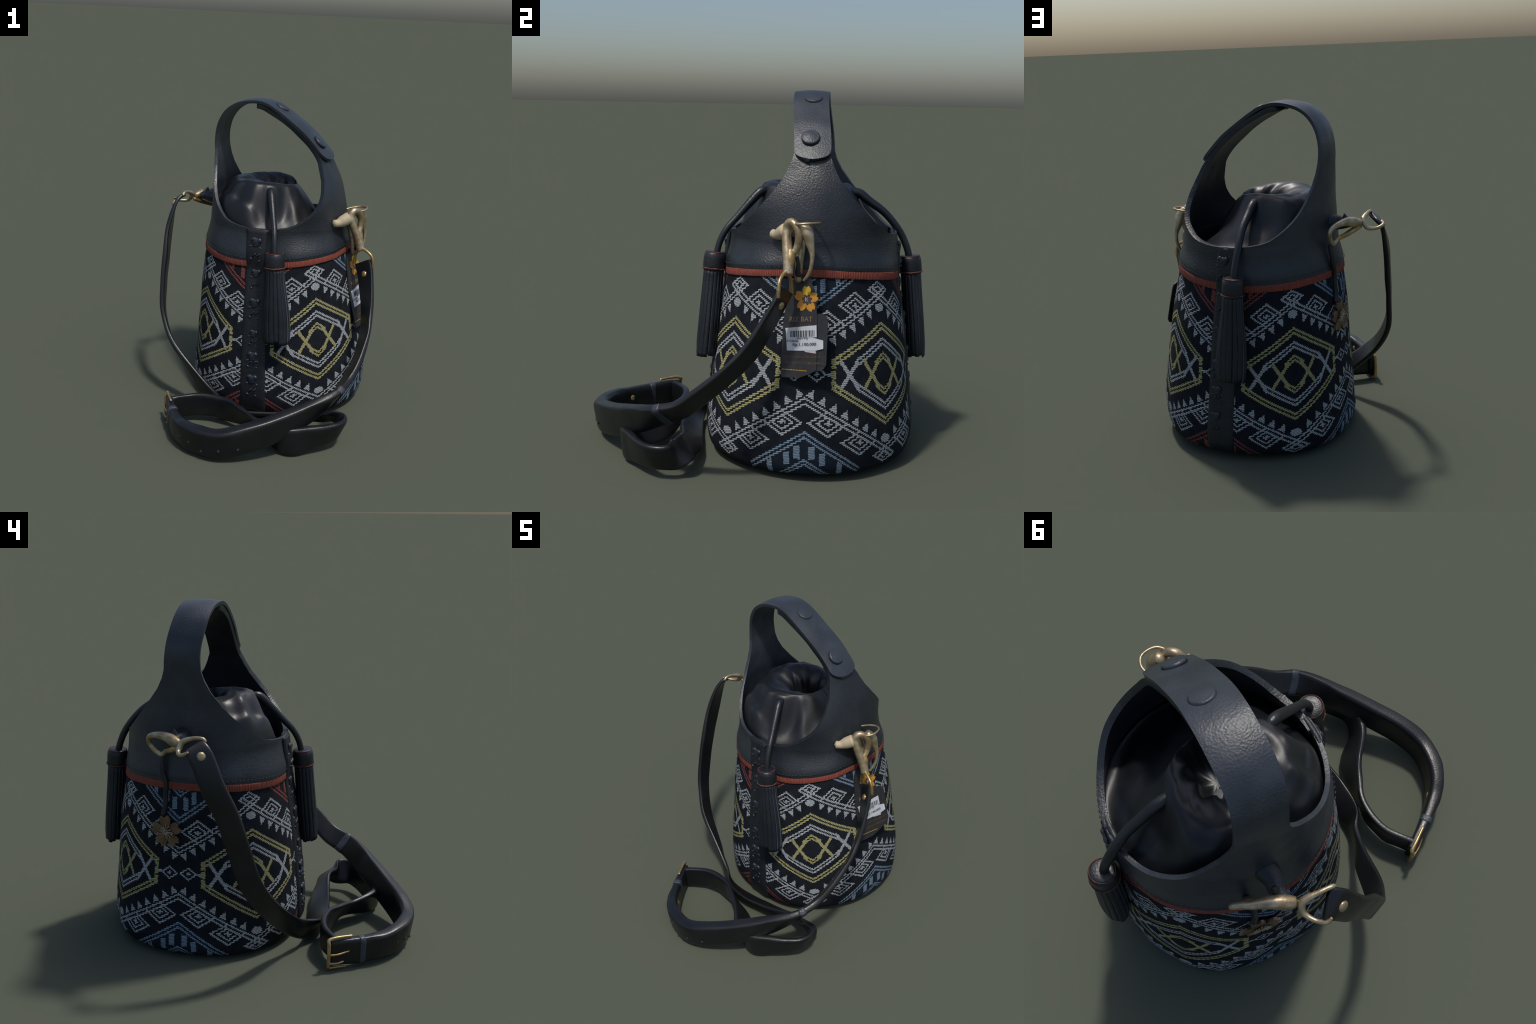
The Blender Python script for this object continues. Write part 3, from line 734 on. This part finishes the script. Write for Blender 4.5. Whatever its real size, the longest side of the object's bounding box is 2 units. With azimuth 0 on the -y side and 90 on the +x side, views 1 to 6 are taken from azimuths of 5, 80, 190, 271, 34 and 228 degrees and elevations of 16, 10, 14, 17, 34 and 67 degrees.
for k in range(15):
    a = k*24*D2R+.2*hsh(k); r1 = .030+.022*hsh(k, 5)
    P = [MC @ Vector((r*math.cos(a+q), r*math.sin(a+q), z)) for r, q, z in ((.004, 0, .016), (r1*.5, .15, .018), (r1*.9, .05, .017), (r1, .3*(hsh(k, 2)-.5), .015))]
    tube('stamen', [tuple(p) for p in P], [.003, .003, .0028, .0045], CH, M_BRONZE2, 6, 3)

# ------------------------------------------------------------------ price tag
TAG = bpy.data.objects.new('price_tag', None); COL.objects.link(TAG); TAG.parent = BAG
def tagpt(Y, z, off=0.0):
    X = .532+.25*Y-.25*(z-.9)
    n = Vector((1, -.25, .25)).normalized(); return W(X+n.x*off, Y+n.y*off, z+n.z*off)
def tag_poly(name, pts, mat, off, thick):
    V = [tagpt(y, z, off) for y, z in pts]+[tagpt(y, z, off-thick) for y, z in pts]; n = len(pts)
    F = [tuple(range(n)), tuple(range(2*n-1, n-1, -1))]+[(i, n+i, n+(i+1) % n, (i+1) % n) for i in range(n)]
    me = mesh_of(name, V, F); fix_normals(me); return add(name, me, TAG, mat, False)
tag_poly('card', [(-.062, 1.063), (-.02, 1.068), (.011, 1.051), (.030, 1.01), (.044, .977), (.05, .90), (.054, .87), (.060, .72), (.058, .61), (.019, .584), (-.03, .563), (-.12, .556), (-.121, .70), (-.119, .83), (-.106, .93), (-.091, 1.012)], M_CARD, 0, .006)
tag_poly('card', [(.050, .882), (.075, .888), (.1, .875), (.107, .852), (.108, .74), (.106, .640), (.092, .617), (.05, .60), (.03, .7), (.035, .85)], M_CARD, -.004, .006)
tag_poly('sticker', [(-.107, .798), (.053, .828), (.056, .770), (-.09, .745)], M_PAPER, .004, .003)
tag_poly('sticker', [(-.104, .790), (.057, .762), (.089, .757), (.091, .717), (.052, .704), (-.01, .697), (-.094, .689)], M_PAPER, .0022, .002)
tag_poly('sticker', [(-.01, .700), (.052, .708), (.054, .690), (.0, .692)], M_PINK, .0012, .001)
def tag_text(txt, Y, z, size, mat, off, slope=.1, stretch=1.0):
    cu = bpy.data.curves.new('lettering', 'FONT'); cu.body = txt; cu.size = size; cu.extrude = 0.0004
    tmp = bpy.data.objects.new('lettering', cu); COL.objects.link(tmp)
    dg = bpy.context.evaluated_depsgraph_get(); dg.update(); me = bpy.data.meshes.new_from_object(tmp.evaluated_get(dg))
    bpy.data.objects.remove(tmp, do_unlink=True)
    for v in me.vertices:
        x, y, e = v.co; x *= stretch; v.co = tagpt(Y+x, z+y+slope*x, off+.0008+e)
    me.materials.clear(); return add('lettering', me, TAG, mat, False)
tag_text('RIZ BAT', -.089, .832, .034, M_GILT, .0, .1, .98)
tag_text('CULTURE', -.08, .806, .018, M_DIM, .0, .1, 1.3)
tag_text('RIZTTO', -.044, .7505, .0145, M_INK, .004, .1, 1.1)
tag_text('HS TABUNG', -.100, .7315, .0115, M_INK, .004, .1, 1.0)
tag_text('Rp.1,100,000', -.066, .7145, .0195, M_INK, .004, .13, 1.18)
tag_text('riznatik_culture | bestbatik.nu', -.104, .655, .0165, M_DIM, .0, .085, .92)
tag_text('0812-2047-2715 | 0813-8480-21', -.102, .625, .0165, M_DIM, .0, .075, .92)
# barcode and dashed line
def bars(name, items, mat, off):
    V = []; F = []
    for (y0, y1, z0, z1, sl) in items:
        i = len(V)
        for d in (off+.001, off-.001):
            V += [tagpt(y0, z0+sl*y0, d), tagpt(y1, z0+sl*y1, d), tagpt(y1, z1+sl*y1, d), tagpt(y0, z1+sl*y0, d)]
        F += [(i, i+1, i+2, i+3), (i+7, i+6, i+5, i+4)]+[(i+k, i+4+k, i+4+(k+1) % 4, i+(k+1) % 4) for k in range(4)]
    me = mesh_of(name, V, F); fix_normals(me); ob = add(name, me, TAG, mat, False); ob['kind'] = 'stuff'; return ob
its = []; y = -.078; k = 0
while y < .044:
    w = .0016+.0032*(hsh(k, 1) > .6); its.append((y, y+w, .766, .797, .13)); y += w+.0022+.002*hsh(k, 4); k += 1
bars('barcode', its, M_INK, .004)
bars('dashed_line', [(-.117+.0145*i, -.117+.0145*i+.011, .5985, .6025, .04) for i in range(9)], flat('yellow_dash', (.42, .27, .03), .5), .0)
# five-petalled printed blossom
def blossom():
    for k, ang in enumerate((90, 18, -54, -126, 162)):
        pts = []
        for l, w in ((0, .004), (.02, .017), (.040, .024), (.056, .020), (.066, .010), (.058, 0), (.066, -.010), (.056, -.020), (.040, -.024), (.02, -.017), (0, -.004)):
            a = ang*D2R; c, s = math.cos(a), math.sin(a)
            pts.append((-.004+(l*c-w*s)*.94, .950+l*s+w*c))
        tag_poly('printed_petal', pts, M_PETAL2 if k == 0 else M_PETAL, .0012+.00015*k, .0012)
    for k in range(7):
        a = k*2*math.pi/7+.3; pts = []
        for l, w in ((.002, .002), (.016, .008), (.026, .004), (.026, -.004), (.016, -.008), (.002, -.002)):
            c, s = math.cos(a), math.sin(a); pts.append((l*c-w*s, .948+l*s+w*c))
        tag_poly('printed_centre', pts, M_DARK, .0024+.0001*k, .001)
    tag_text('K', -.011, .938, .03, M_SILVER, .0034, .0)
blossom()
tube('tag_loop', [tuple(tagpt(-.03, 1.05, .006)), (.575, .10, 1.085), (.585, .10, 1.13), (.59, .09, 1.17)], [.02, .016, .010, .008], TAG, M_CARD, 10)
bpy.context.view_layer.update()
